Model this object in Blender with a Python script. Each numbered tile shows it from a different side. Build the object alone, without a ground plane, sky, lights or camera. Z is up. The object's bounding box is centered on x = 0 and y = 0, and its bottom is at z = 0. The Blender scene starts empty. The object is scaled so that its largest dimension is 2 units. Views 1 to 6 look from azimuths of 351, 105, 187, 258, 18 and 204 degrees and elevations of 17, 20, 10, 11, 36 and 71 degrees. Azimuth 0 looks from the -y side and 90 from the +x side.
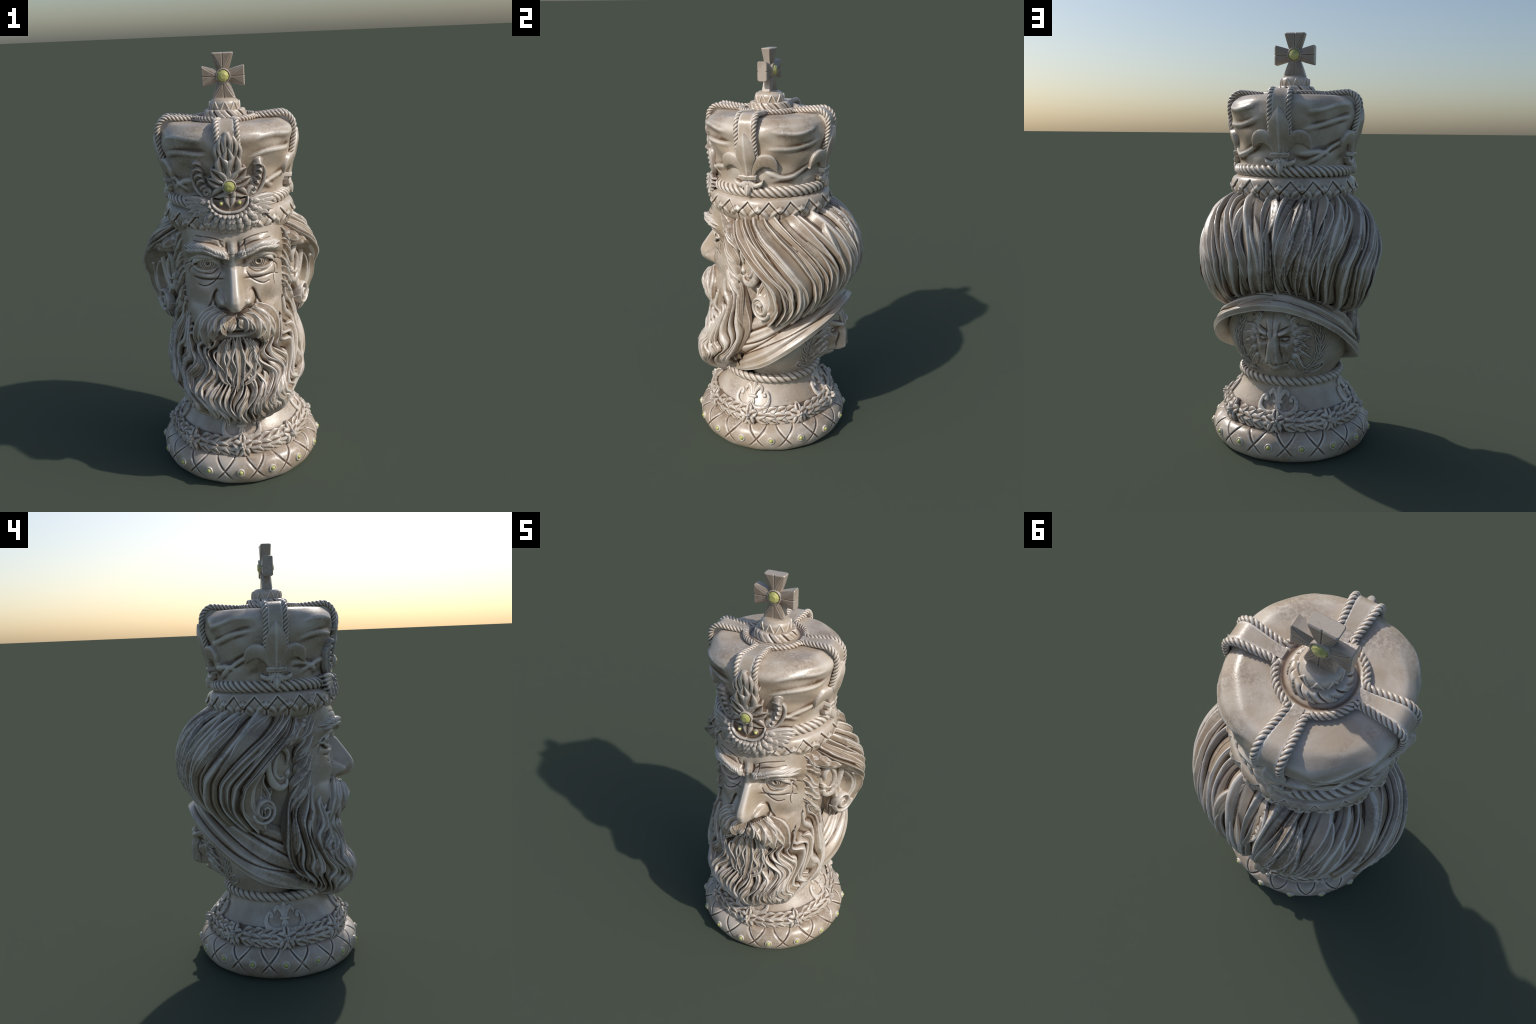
import bpy, math
import numpy as np

rng = np.random.default_rng(11)
AXIS = (-0.016, -0.032)          # vertical axis of the piece
TURN = math.radians(-7.0)        # the whole piece faces slightly to its right
pi = math.pi

# ------------------------------------------------------------------ helpers
def pchip(xs, ys, x):
    """monotone cubic interpolation of control points"""
    xs = np.asarray(xs, float); ys = np.asarray(ys, float); x = np.clip(x, xs[0], xs[-1])
    h = np.diff(xs); d = np.diff(ys, axis=0) / (h if ys.ndim == 1 else h[:, None])
    m = np.zeros_like(ys)
    m[0] = d[0]; m[-1] = d[-1]
    if len(xs) > 2:
        a, b = d[:-1], d[1:]
        w1 = (2 * h[1:] + h[:-1]); w2 = (h[1:] + 2 * h[:-1])
        if ys.ndim > 1: w1 = w1[:, None]; w2 = w2[:, None]
        ok = a * b > 0
        den = np.where(ok, w1 / np.where(a == 0, 1, a) + w2 / np.where(b == 0, 1, b), 1)
        m[1:-1] = np.where(ok, (w1 + w2) / np.where(den == 0, 1, den), 0)
    i = np.clip(np.searchsorted(xs, x, side='right') - 1, 0, len(xs) - 2)
    t = (x - xs[i]) / h[i]; hh = h[i]
    if ys.ndim > 1: t = t[..., None]; hh = hh[..., None]
    return ((2*t**3 - 3*t**2 + 1) * ys[i] + (t**3 - 2*t**2 + t) * hh * m[i]
            + (-2*t**3 + 3*t**2) * ys[i+1] + (t**3 - t**2) * hh * m[i+1])

def smooth_path(pts, t):
    """Catmull-Rom through control points, t in 0..1 by chord length"""
    p = np.asarray(pts, float); n = len(p)
    if n == 2: return p[0] + np.outer(t, p[1] - p[0])
    c = np.r_[0, np.cumsum(np.linalg.norm(np.diff(p, axis=0), axis=1))]; c /= c[-1]
    m = np.zeros_like(p)
    m[1:-1] = (p[2:] - p[:-2]) / (c[2:] - c[:-2])[:, None]
    m[0] = (p[1] - p[0]) / (c[1] - c[0]) * 1.5 - m[1] * .5
    m[-1] = (p[-1] - p[-2]) / (c[-1] - c[-2]) * 1.5 - m[-2] * .5
    i = np.clip(np.searchsorted(c, t, side='right') - 1, 0, n - 2)
    h = (c[i+1] - c[i])[:, None]; s = ((t - c[i]) / (c[i+1] - c[i]))[:, None]
    return ((2*s**3 - 3*s**2 + 1) * p[i] + (s**3 - 2*s**2 + s) * h * m[i]
            + (-2*s**3 + 3*s**2) * p[i+1] + (s**3 - s**2) * h * m[i+1])

def ss(a, b, x):
    t = np.clip((x - a) / (b - a), 0, 1); return t * t * (3 - 2 * t)

def bump(x, z, x0, z0, sx, sz, p=2):
    return np.exp(-np.abs((x - x0) / sx) ** p - np.abs((z - z0) / sz) ** p)

def groove(x, z, pts, w):
    """1 on a curve through pts, falling to 0 at distance ~w, fading at both ends"""
    q = smooth_path(pts, np.linspace(0, 1, 70)); out = np.zeros_like(x)
    fade = np.sin(np.linspace(.12, .88, 70) * pi) ** .5
    for (a, b), f in zip(q, fade):
        out = np.maximum(out, f * np.exp(-((x - a) ** 2 + (z - b) ** 2) / w ** 2))
    return out

def noise1(x, seed, f=1.0):
    r = np.random.default_rng(seed); o = 0
    for k in range(3):
        o = o + np.sin(x * f * (1.0, 2.3, 4.1)[k] + r.uniform(0, 6.28)) / (1, 2, 3.5)[k]
    return o / 1.5

MESHES = []
def build(name, V, F, mat, parent, sharp=None, kind=None):
    V = np.asarray(V, np.float32).reshape(-1, 3)
    me = bpy.data.meshes.new(name)
    polys = [np.asarray(f) for f in F if len(f)]
    loops = np.concatenate([f.reshape(-1) for f in polys]).astype(np.int32)
    sizes = np.concatenate([np.full(len(f), f.shape[1]) for f in polys]).astype(np.int32)
    starts = np.r_[0, np.cumsum(sizes)[:-1]].astype(np.int32)
    me.vertices.add(len(V)); me.vertices.foreach_set('co', V.ravel())
    me.loops.add(len(loops)); me.loops.foreach_set('vertex_index', loops)
    me.polygons.add(len(sizes)); me.polygons.foreach_set('loop_start', starts)
    me.polygons.foreach_set('loop_total', sizes)
    me.polygons.foreach_set('use_smooth', np.ones(len(sizes), bool))
    me.update(calc_edges=True); me.validate()
    me.materials.append(mat)
    if sharp: me.set_sharp_from_angle(angle=math.radians(sharp))
    ob = bpy.data.objects.new(name, me)
    bpy.context.scene.collection.objects.link(ob)
    ob.parent = parent
    if kind: ob['kind'] = kind
    return ob

def gridfaces(nu, nv, wu=False, wv=False, off=0, flip=False):
    i = np.arange(nu if wu else nu - 1); j = np.arange(nv if wv else nv - 1)
    I, J = np.meshgrid(i, j, indexing='ij'); I2 = (I + 1) % nu; J2 = (J + 1) % nv
    f = np.stack([I*nv+J, I2*nv+J, I2*nv+J2, I*nv+J2], -1).reshape(-1, 4) + off
    return f[:, ::-1] if flip else f

class Soup:
    """collects grids, joined into one mesh"""
    def __init__(s): s.V = []; s.Q = []; s.T = []; s.n = 0
    def grid(s, P, wu=False, wv=False, flip=False):
        nu, nv = P.shape[:2]
        Q = gridfaces(nu, nv, wu, wv, s.n, flip); V = P.reshape(-1, 3); q = V[Q - s.n]
        nrm = np.cross(q[:, 2] - q[:, 0], q[:, 3] - q[:, 1])               # turn every skin outward
        if np.sum(nrm * (q.mean(1) - V.mean(0))) < 0: Q = Q[:, ::-1]
        s.Q.append(Q); s.V.append(P.reshape(-1, 3)); o = s.n; s.n += nu * nv
        return o
    def fan(s, ring, center, flip=False):
        n = len(ring); s.V.append(np.asarray(center, float)[None]); c = s.n; s.n += 1
        ring = np.asarray(ring); f = np.stack([ring, np.roll(ring, -1), np.full(n, c)], -1)
        V = np.concatenate(s.V); q = V[f]; nrm = np.cross(q[:, 1] - q[:, 0], q[:, 2] - q[:, 0]).sum(0)
        flip = nrm @ (V[c] - V.mean(0)) < 0
        s.T.append(f[:, ::-1] if flip else f)
    def obj(s, name, mat, parent, sharp=None, kind=None):
        F = ([np.concatenate(s.Q)] if s.Q else []) + ([np.concatenate(s.T)] if s.T else [])
        return build(name, np.concatenate(s.V), F, mat, parent, sharp, kind)

def pol(r, a, z):
    """cylindrical -> xyz; azimuth a in radians, 0 = front (-y), +90 = +x"""
    return np.stack([r * np.sin(a), -r * np.cos(a), z + 0 * r], -1)

def offset(S, eu=1e-3, ev=1e-3):
    """turn a surface S(u,v) into a map M(u,v,h) that moves h along the outward normal"""
    def M(u, v, h):
        p = S(u, v)
        du = S(u + eu, v) - S(u - eu, v); dv = S(u, v + ev) - S(u, v - ev)
        n = np.cross(du, dv); n /= np.linalg.norm(n, axis=-1, keepdims=True) + 1e-12
        out = p.copy(); out[..., 2] = 0
        s = np.sign(np.sum(n * out, -1, keepdims=True)); s[s == 0] = 1
        return p + n * s * np.asarray(h)[..., None]
    return M

def strip(M, mid, width, height, nt=26, nq=9, base=-.006, prof='dome', rib=0.0, soup=None, lean=0.0, ripple=0, edge=.3):
    """leaf / petal / lock: tapered raised strip along a path, lying on map M(u,v,h)"""
    t = np.linspace(0, 1, nt); m = smooth_path(mid, t)
    d = np.gradient(m, axis=0); d /= np.linalg.norm(d, axis=1, keepdims=True) + 1e-12
    nrm = np.stack([-d[:, 1], d[:, 0]], -1)
    wt = np.interp if False else pchip
    w = pchip(np.linspace(0, 1, len(width)), width, t) if len(width) > 1 else np.full(nt, width[0])
    H = pchip(np.linspace(0, 1, len(height)), height, t) if len(height) > 1 else np.full(nt, height[0])
    q = -np.cos(np.linspace(0, pi, nq)); q = np.r_[-1.14, -1, q * .96, 1, 1.14]
    uv = m[:, None] + nrm[:, None] * (w[:, None] * q)[..., None]
    aq = np.minimum(np.abs(q), 1)
    if prof == 'dome': pr = (1 - aq ** 2.4) ** .6
    elif prof == 'roof': pr = (1 - aq) * .85 + .15 * (1 - aq ** 6)
    elif prof == 'leaf': pr = (1 - aq ** 7) ** .8 * (.70 + .30 * aq ** 1.5)
    else: pr = (1 - aq ** 8)
    if lean:                                   # a lock: sharp crest off the middle, hollow flanks
        c0 = .55 * np.sign(lean); side = np.where(q > c0, 1 - c0, 1 + c0)
        pr = np.maximum(1 - np.abs(q - c0) / side, 0) ** 1.25; edge = min(edge, .16)
    pr = edge + (1 - edge) * pr
    h = H[:, None] * pr - rib * np.exp(-(q / .22) ** 2) * np.sin(pi * np.clip(t * 1.05, 0, 1))[:, None]
    if ripple: h = h + ripple * np.cos(q * pi * 3.5)[None] * (1 - q[None] ** 2) * np.sin(pi * t)[:, None]
    h[:, :2] = base; h[:, -2:] = base; h[:, 0] -= .0005; h[:, -1] -= .0005
    uv = np.concatenate([uv[:1], uv, uv[-1:]]); h = np.concatenate([np.full((1, h.shape[1]), base), h, np.full((1, h.shape[1]), base)])
    P = M(uv[..., 0], uv[..., 1], h)
    s = soup or Soup(); s.grid(P)
    return s

def lathe(profile, n=192, closed_bottom=True, disp=None, sub=8, top=True):
    p = smooth_path(profile, np.linspace(0, 1, (len(profile) - 1) * sub + 1))
    a = np.linspace(0, 2 * pi, n, endpoint=False)
    A, R = np.meshgrid(a, p[:, 0], indexing='ij'); Z = np.broadcast_to(p[:, 1], R.shape)
    if disp is not None: R = R + disp(A, Z, R)
    return pol(R, A, Z)

def rope(path, r, pitch, starts, amp=.3, closed=True, nphi=14, step=None, up=(0, 0, 1), saw=False):
    """twisted cord along a path"""
    path = np.asarray(path, float)
    seg = np.diff(np.vstack([path, path[:1]]) if closed else path, axis=0)
    L = np.r_[0, np.cumsum(np.linalg.norm(seg, axis=1))]
    total = L[-1]; step = step or pitch / starts / 8
    n = int(total / step)
    s = np.linspace(0, total, n, endpoint=not closed)
    src = np.vstack([path, path[:1]]) if closed else path
    P = np.stack([np.interp(s, L, src[:, k]) for k in range(3)], -1)
    if closed: T = np.roll(P, -1, 0) - np.roll(P, 1, 0)
    else: T = np.gradient(P, axis=0)
    T /= np.linalg.norm(T, axis=1, keepdims=True)
    U = np.broadcast_to(np.asarray(up, float), T.shape) if np.ndim(up) == 1 else np.stack([np.interp(s, L[:len(up)], np.asarray(up)[:, k]) for k in range(3)], -1)
    B = np.cross(T, U); B /= np.linalg.norm(B, axis=1, keepdims=True); U = np.cross(B, T)
    if closed: turns = round(total / pitch * starts); k = 2 * pi * turns / starts / total
    else: k = 2 * pi / pitch
    ph = np.linspace(0, 2 * pi, nphi, endpoint=False)
    x = (ph[None] + k * s[:, None]) * starts / 2
    w = np.abs(np.sin(x)) if not saw else ((x / pi) % 1.0) ** .6 * (1 - ss(.9, 1, (x / pi) % 1.0))
    rr = r * (1 - amp + amp * w ** .8)
    V = P[:, None] + rr[..., None] * (np.cos(ph)[None, :, None] * B[:, None] + np.sin(ph)[None, :, None] * U[:, None])
    so = Soup(); o = so.grid(V, wu=closed, wv=True, flip=False)
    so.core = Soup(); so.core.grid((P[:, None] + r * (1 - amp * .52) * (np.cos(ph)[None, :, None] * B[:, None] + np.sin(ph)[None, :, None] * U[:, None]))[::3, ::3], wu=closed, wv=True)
    if not closed:
        so.fan(np.arange(nphi) + o, P[0], True); so.fan(np.arange(nphi) + o + (n - 1) * nphi, P[-1])
    return so

# ------------------------------------------------------------------ materials
def new_mat(name):
    m = bpy.data.materials.new(name); m.use_nodes = True
    nt = m.node_tree; nt.nodes.clear()
    out = nt.nodes.new('ShaderNodeOutputMaterial'); b = nt.nodes.new('ShaderNodeBsdfPrincipled')
    nt.links.new(b.outputs[0], out.inputs[0])
    return m, nt, b

def stone(name, light, warm, stain, ridge_tint, crease_dark=1.0, rough=.27, stain_amt=.6):
    m, nt, b = new_mat(name); N = nt.nodes.new; L = nt.links.new
    tc = N('ShaderNodeTexCoord')
    def noise(scale, detail=6, rough_=.6, dist=0.):
        n = N('ShaderNodeTexNoise'); n.inputs['Scale'].default_value = scale; n.inputs['Detail'].default_value = detail
        n.inputs['Roughness'].default_value = rough_; n.inputs['Distortion'].default_value = dist
        L(tc.outputs['Object'], n.inputs['Vector']); return n.outputs['Fac']
    def ramp(src, a, c):
        r = N('ShaderNodeMapRange'); r.inputs['From Min'].default_value = a; r.inputs['From Max'].default_value = c
        r.interpolation_type = 'SMOOTHSTEP'; L(src, r.inputs['Value']); return r.outputs['Result']
    def math_(op, x, y):
        k = N('ShaderNodeMath'); k.operation = op; k.use_clamp = True
        for i, v in enumerate((x, y)):
            if isinstance(v, (int, float)): k.inputs[i].default_value = v
            else: L(v, k.inputs[i])
        return k.outputs[0]
    def mix(f, c1, c2):
        k = N('ShaderNodeMix'); k.data_type = 'RGBA'
        if isinstance(f, (int, float)): k.inputs['Factor'].default_value = f
        else: L(f, k.inputs['Factor'])
        for s, v in (('A', c1), ('B', c2)):
            i = [x for x in k.inputs if x.name == s and x.type == 'RGBA'][0]
            if isinstance(v, tuple): i.default_value = (*v, 1)
            else: L(v, i)
        return [o for o in k.outputs if o.type == 'RGBA'][0]
    g = N('ShaderNodeNewGeometry')
    col = mix(ramp(noise(5, 5, .6, .4), .32, .62), light, warm)
    # pale tint along convex ridges
    pale_ridge = math_('MULTIPLY', ramp(g.outputs['Pointiness'], .503, .528), math_('ADD', ramp(noise(15, 4, .7), .3, .6), .5))
    col = mix(math_('MULTIPLY', pale_ridge, .75), col, ridge_tint)
    # rusty brown stains: patches broken up by a fine grain
    patch = math_('MULTIPLY', ramp(noise(3.1, 3, .5, .8), .47, .66), ramp(noise(75, 4, .75), .36, .60))
    col = mix(math_('MULTIPLY', patch, stain_amt), col, stain)
    # pin-prick pits
    pits = math_('MULTIPLY', ramp(noise(170, 2, .6), .66, .74), ramp(noise(6.3, 3, .6), .5, .62))
    col = mix(math_('MULTIPLY', pits, .55), col, stain)
    # creases tinted dark brown by pointiness, patchy
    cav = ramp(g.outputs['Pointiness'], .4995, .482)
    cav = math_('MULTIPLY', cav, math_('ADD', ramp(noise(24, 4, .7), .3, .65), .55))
    col = mix(math_('MULTIPLY', cav, crease_dark), col, stain)
    L(col, b.inputs['Base Color'])
    rr = N('ShaderNodeMapRange'); rr.inputs['To Min'].default_value = rough - .08; rr.inputs['To Max'].default_value = rough + .14
    L(noise(22, 4), rr.inputs['Value']); L(rr.outputs[0], b.inputs['Roughness'])
    b.inputs['Specular IOR Level'].default_value = .75
    bp = N('ShaderNodeBump'); bp.inputs['Strength'].default_value = .22; bp.inputs['Distance'].default_value = .004
    L(noise(110, 6, .65), bp.inputs['Height']); L(bp.outputs[0], b.inputs['Normal'])
    return m

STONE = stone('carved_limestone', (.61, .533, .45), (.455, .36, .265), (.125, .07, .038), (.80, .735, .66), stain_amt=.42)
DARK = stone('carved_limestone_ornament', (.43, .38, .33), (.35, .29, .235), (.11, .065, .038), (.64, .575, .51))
CROSSM = stone('carved_limestone_brown', (.36, .295, .235), (.29, .225, .17), (.20, .14, .10), (.52, .45, .38), crease_dark=.45)
GROOVE_BROWN = stone('dark_brown_groove', (.19, .13, .085), (.145, .093, .058), (.09, .055, .032), (.27, .195, .135), rough=.45)  # dark brown for the under-surfaces that show between locks, cords and leaves
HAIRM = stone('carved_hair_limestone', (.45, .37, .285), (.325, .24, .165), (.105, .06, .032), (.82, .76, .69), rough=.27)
def gem_mat():
    m, nt, b = new_mat('yellow_green_gem')
    tc = nt.nodes.new('ShaderNodeTexCoord'); n = nt.nodes.new('ShaderNodeTexNoise'); n.inputs['Scale'].default_value = 30
    r = nt.nodes.new('ShaderNodeValToRGB'); nt.links.new(tc.outputs['Object'], n.inputs['Vector']); nt.links.new(n.outputs['Fac'], r.inputs[0])
    r.color_ramp.elements[0].position = .35; r.color_ramp.elements[0].color = (.46, .47, .15, 1)
    r.color_ramp.elements[1].position = .65; r.color_ramp.elements[1].color = (.70, .65, .24, 1)
    nt.links.new(r.outputs[0], b.inputs['Base Color'])
    b.inputs['Roughness'].default_value = .18; b.inputs['Coat Weight'].default_value = .4
    return m
GEM = gem_mat()

def empty(name, parent=None):
    e = bpy.data.objects.new(name, None); bpy.context.scene.collection.objects.link(e); e.parent = parent; return e

root = empty('chess_king_statue')
root.location = (AXIS[0], AXIS[1], 0); root.rotation_euler = (0, 0, TURN)
root['label'] = 'carved stone king chess piece with crown, beard and lion'
root['category'] = 'chess piece'

def repeat_z(ob, angles):
    """copies of a part around the vertical axis, sharing its mesh"""
    for a in angles:
        c = ob.copy(); c.rotation_euler = (0, 0, a); bpy.context.scene.collection.objects.link(c)

def cabochon(center, direction, r, hgt, ring=True, facets=10, bez=1.28):
    """round gem with a bezel ring, standing on a surface"""
    c = np.asarray(center, float); n = np.asarray(direction, float); n /= np.linalg.norm(n)
    u = np.cross(n, (0, 0, 1)); u /= np.linalg.norm(u); v = np.cross(u, n)
    def disc(prof, k):
        a = np.linspace(0, 2 * pi, k, endpoint=False); pr = np.asarray(prof)
        return (c + pr[None, :, 0, None] * (np.cos(a)[:, None, None] * u + np.sin(a)[:, None, None] * v)
                + pr[None, :, 1, None] * n)
    g = Soup(); p = disc([(r, -.006), (r, .15*hgt), (.85*r, .62*hgt), (.5*r, .93*hgt), (.45*r, hgt)], facets)
    o = g.grid(p, wu=True); g.fan(np.arange(facets) * 5 + 4 + o, c + n * hgt)
    b = Soup(); b.grid(disc([(r*bez, -.010), (r*bez*.98, .12*hgt), (r*(1+bez)/2, .36*hgt), (r*1.04, .16*hgt), (r*.9, -.006)], 28), wu=True)
    return g, b

# ================================================================== PEDESTAL
STUD0 = math.radians(-2.2)
def quilt(A, Z, R):
    k = 16; a = (A - STUD0) * k / (2 * pi)                    # studs at whole numbers
    v = np.clip((Z - .012) / .13, 0, 1.05)                        # 0 bottom .. 1 top
    f = (v - .55) / .45 * .66                                       # 0 at the stud line, 1 at the top crossing
    d1 = np.abs(((a + .5 * f + .5 + .5) % 1) - .5); d2 = np.abs(((a - .5 * f + .5 + .5) % 1) - .5)
    d = np.minimum(d1, d2)
    g = np.exp(-(d / .030) ** 2) * ss(.02, .12, Z) * (R > .30)
    puff = np.clip(d1 * d2 * 4, 0, 1)
    return -.009 * g + .004 * puff * (R > .33)
foot = Soup()
P = lathe([(.30, .004), (.355, .0), (.378, .018), (.393, .048), (.396, .080), (.385, .112), (.362, .134), (.335, .142), (.310, .142)], 640, disp=quilt, sub=10)
foot.grid(P, wu=True)
bot = lathe([(.301, .004), (.15, .006), (.001, .006)], 64, sub=2); foot.grid(bot, wu=True, flip=True)
pedestal = foot.obj('pedestal', STONE, root)

BELL_Z = [.13, .16, .19, .215, .24, .265, .29, .31, .335, .37]
BELL_R = [.334, .330, .320, .307, .291, .272, .254, .243, .236, .236]
def Rbell(z): return pchip(BELL_Z, BELL_R, z)
s = Soup(); s.grid(lathe(list(zip(BELL_R, BELL_Z)), 220, sub=6), wu=True); s.obj('pedestal_bell', STONE, pedestal)
a = np.linspace(0, 2 * pi, 300, endpoint=False)
_R = rope(pol(np.full(300, .243), a, np.full(300, .357)), .024, .10, 3, .34, saw=True, nphi=42); _R.core.obj('rope_brown_core', GROOVE_BROWN, pedestal); _R.obj('rope_moulding', STONE, pedestal)

Mbell = offset(lambda s_, z: pol(Rbell(z), s_ / .30, z))
def fleur_scroll(az):
    so = Soup(); M = lambda u, v, h: Mbell(u + az * .30, v, h)
    def bold(mid, width, height, **k):
        return strip(mid=mid, width=[w * 1.35 for w in width], height=[h * 1.5 for h in height], edge=.5, **k)
    kw = dict(M=M, soup=so, base=-.004)
    bold(mid=[(0, .262), (0, .305), (0, .349)], width=[.006, .009, .014, .010, 0], height=[.008, .010, .008], prof='roof', **kw)
    for g in (-1, 1):
        bold(mid=[(g*.006, .262), (g*.016, .292), (g*.036, .308), (g*.051, .293), (g*.048, .277)], width=[.005, .007, .009, .008, 0], height=[.008, .009, .006], **kw)
        bold(mid=[(g*.004, .232), (g*.030, .216), (g*.066, .218), (g*.090, .242), (g*.090, .270), (g*.076, .284), (g*.064, .274), (g*.068, .263)],
              width=[.004, .008, .010, .010, .008, .007, .006, .005], height=[.008, .009, .008], nt=48, **kw)
        bold(mid=[(g*.071, .261), (g*.071, .275)], width=[.002, .006, .002], height=[.008], nt=12, **kw)
        bold(mid=[(g*.003, .256), (g*.012, .240), (g*.016, .232)], width=[.004, .005, 0], height=[.007], nt=12, **kw)
    bold(mid=[(0, .256), (0, .235), (0, .210)], width=[.004, .007, 0], height=[.008], prof='roof', **kw)
    bold(mid=[(-.024, .262), (.024, .262)], width=[.004, .006, .006, .004], height=[.012], nt=14, **kw)
    return so
fl = fleur_scroll(0).obj('fleur_de_lis_relief', STONE, pedestal)
repeat_z(fl, [pi / 2, pi, 3 * pi / 2])

# wreath of laurel leaves with eight blossoms
def Rwr(v): return .356 - .18 * (v - .185) + 0 * v
Mwr = offset(lambda s_, z: pol(pchip([.12, .145, .165, .185, .205, .225, .25], [.323, .336, .340, .335, .325, .311, .296], z), s_ / .36, z))
s = Soup(); A_, Z_ = np.meshgrid(np.linspace(-pi, pi, 260, endpoint=False) * .36, np.linspace(.135, .232, 14), indexing='ij')
s.grid(Mwr(A_, Z_, np.full(A_.shape, -.002)), wu=True); s.obj('wreath', GROOVE_BROWN, root)
wreath = s and bpy.data.objects['wreath']
leafm = []
for k in range(4):                      # four positions between two blossoms
    for row, (dz, ang) in enumerate(((.0, 0.06 * (-1) ** k), (.027, .30), (-.027, -.30))):
        u0 = .028 + k * .055 + (.018 if row else 0); L_ = .074 if row == 0 else .064
        z0 = .188 + dz * .8
        st = strip(Mwr, [(u0, z0 - ang * .02), (u0 + L_ * .5, z0 + ang * .012), (u0 + L_, z0 + ang * .045)],
                   [.006, .017, .019, .013, 0], [.003, .009, .014, .013] if row == 0 else [.0, .005, .009, .009],
                   nt=16, nq=11, prof='leaf', rib=.004, base=-.012, edge=.55)
        ob = st.obj('laurel_leaf', STONE, wreath)
        repeat_z(ob, [j * pi / 4 for j in range(1, 8)])
def blossom():
    so = Soup(); M = lambda u, v, h: Mwr(u, v, h)
    c = np.array((0, .186))
    for k in range(5):
        a_ = pi / 2 + k * 2 * pi / 5; d = np.array((math.cos(a_), math.sin(a_)))
        strip(M, [c + d * .006, c + d * .028, c + d * .054], [.007, .020, .018, 0], [.016, .022, .016], nt=14, nq=11, prof='leaf', rib=.004, soup=so, base=-.006)
    for k in range(4):
        a_ = k * pi / 2 + .3; d = np.array((math.cos(a_), math.sin(a_)))
        strip(M, [c + d * .002, c + d * .010, c + d * .018], [.004, .007, 0], [.026, .034, .026], nt=8, nq=7, soup=so, base=.01)
    strip(M, [c + (-.006, 0), c + (.006, 0)], [.002, .006, .002], [.036], nt=10, nq=9, soup=so, base=.01)
    return so
bl = blossom().obj('blossom', STONE, wreath); repeat_z(bl, [j * pi / 4 for j in range(1, 8)])

g, b = cabochon(pol(np.float64(.401), STUD0, .083), pol(np.float64(1), STUD0, 0.1), .0115, .009, facets=12, bez=1.65)
gm = g.obj('stud_gem', GEM, pedestal); bz = b.obj('stud_setting', STONE, pedestal)
for o_ in (gm, bz): repeat_z(o_, [k * 2 * pi / 16 for k in range(1, 16)])

# ================================================================== BUST: cup, collar, lion
CUP_Z = [.345, .37, .395, .43, .47, .52, .60, .70, .80]
CUP_R = [.232, .240, .254, .277, .300, .322, .338, .340, .32]
def Rcup(z, az):
    side = .72 + .22 * ss(-.35, .10, -np.cos(az)) + .06 * ss(.15, .9, -np.cos(az)); return pchip(CUP_Z, CUP_R, z) * side
LIP_A = [0, 30, 55, 75, 90, 105, 120, 140, 160, 174, 180]
LIP_R = [.250, .250, .254, .286, .330, .372, .404, .424, .427, .424, .424]
LIP_Z = [.352, .355, .372, .412, .460, .519, .594, .687, .748, .771, .772]
A_, T_ = np.meshgrid(np.linspace(-pi, pi, 240, endpoint=False), np.linspace(0, 1, 60), indexing='ij')
Z_ = .345 + (pchip(LIP_A, LIP_Z, np.abs(np.degrees(A_))) + .005 - .345) * T_
s = Soup(); s.grid(pol(Rcup(Z_, A_), A_, Z_), wu=True)
bust = s.obj('bust', STONE, root)

TOP_R = [.247, .247, .249, .252, .257, .264, .278, .300, .318, .324, .324]
TOP_Z = [.60, .60, .62, .66, .70, .735, .77, .81, .845, .86, .86]
phi = np.linspace(-pi, pi, 360, endpoint=False); deg = np.abs(np.degrees(phi))
lr, lz, tr, tz = (pchip(LIP_A, y, deg) for y in (LIP_R, LIP_Z, TOP_R, TOP_Z))
lz = lz - .03 * np.exp(-((np.degrees(phi) + 118) / 28) ** 2)
cols = []
for p in np.linspace(0, 1, 80):                       # outer face, neck to lip
    bulge = .003 * np.sin(pi * p) * ss(30, 70, deg) - .008 * np.sin(pi * p) * ss(120, 180, deg)
    fold = .010 * np.exp(-((p - .12) / .09) ** 2) - .012 * np.exp(-((p - .25) / .035) ** 2)
    fold = fold + .009 * np.sin((p * 3.2 + deg / 75.) * pi * 1.6) * ss(.3, .45, p) * (1 - ss(.8, .95, p)) * (1 - .6 * ss(140, 180, deg))
    for p0, dp in ((.42, .012), (.60, .012), (.78, .008)):
        fold = fold - dp * np.exp(-np.abs((p - p0 - .10 * np.sin(phi * 2.3 + p0 * 9)) / .030) ** 1.4) * ss(35, 60, deg) * (1 - .75 * ss(130, 165, deg))
    r = tr + (lr - tr) * p ** 1.0 + bulge + fold; z = tz + (lz - tz) * p + fold * .5
    cols.append((r, z))
th = .024 * ss(60, 110, deg) + .004
for q in np.linspace(.15, 1, 7):                       # rolled edge
    cols.append((lr - .006 * q, lz - th * q))
for q in np.linspace(.1, 1, 10):                       # hollow underside
    cols.append((lr - .006 - .085 * q, lz - th + .010 * q + .05 * q * q))
C = np.stack([pol(r, phi, z) for r, z in cols], 1)
s = Soup(); s.grid(C, wu=True); s.obj('collar', STONE, root, sharp=50)

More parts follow.
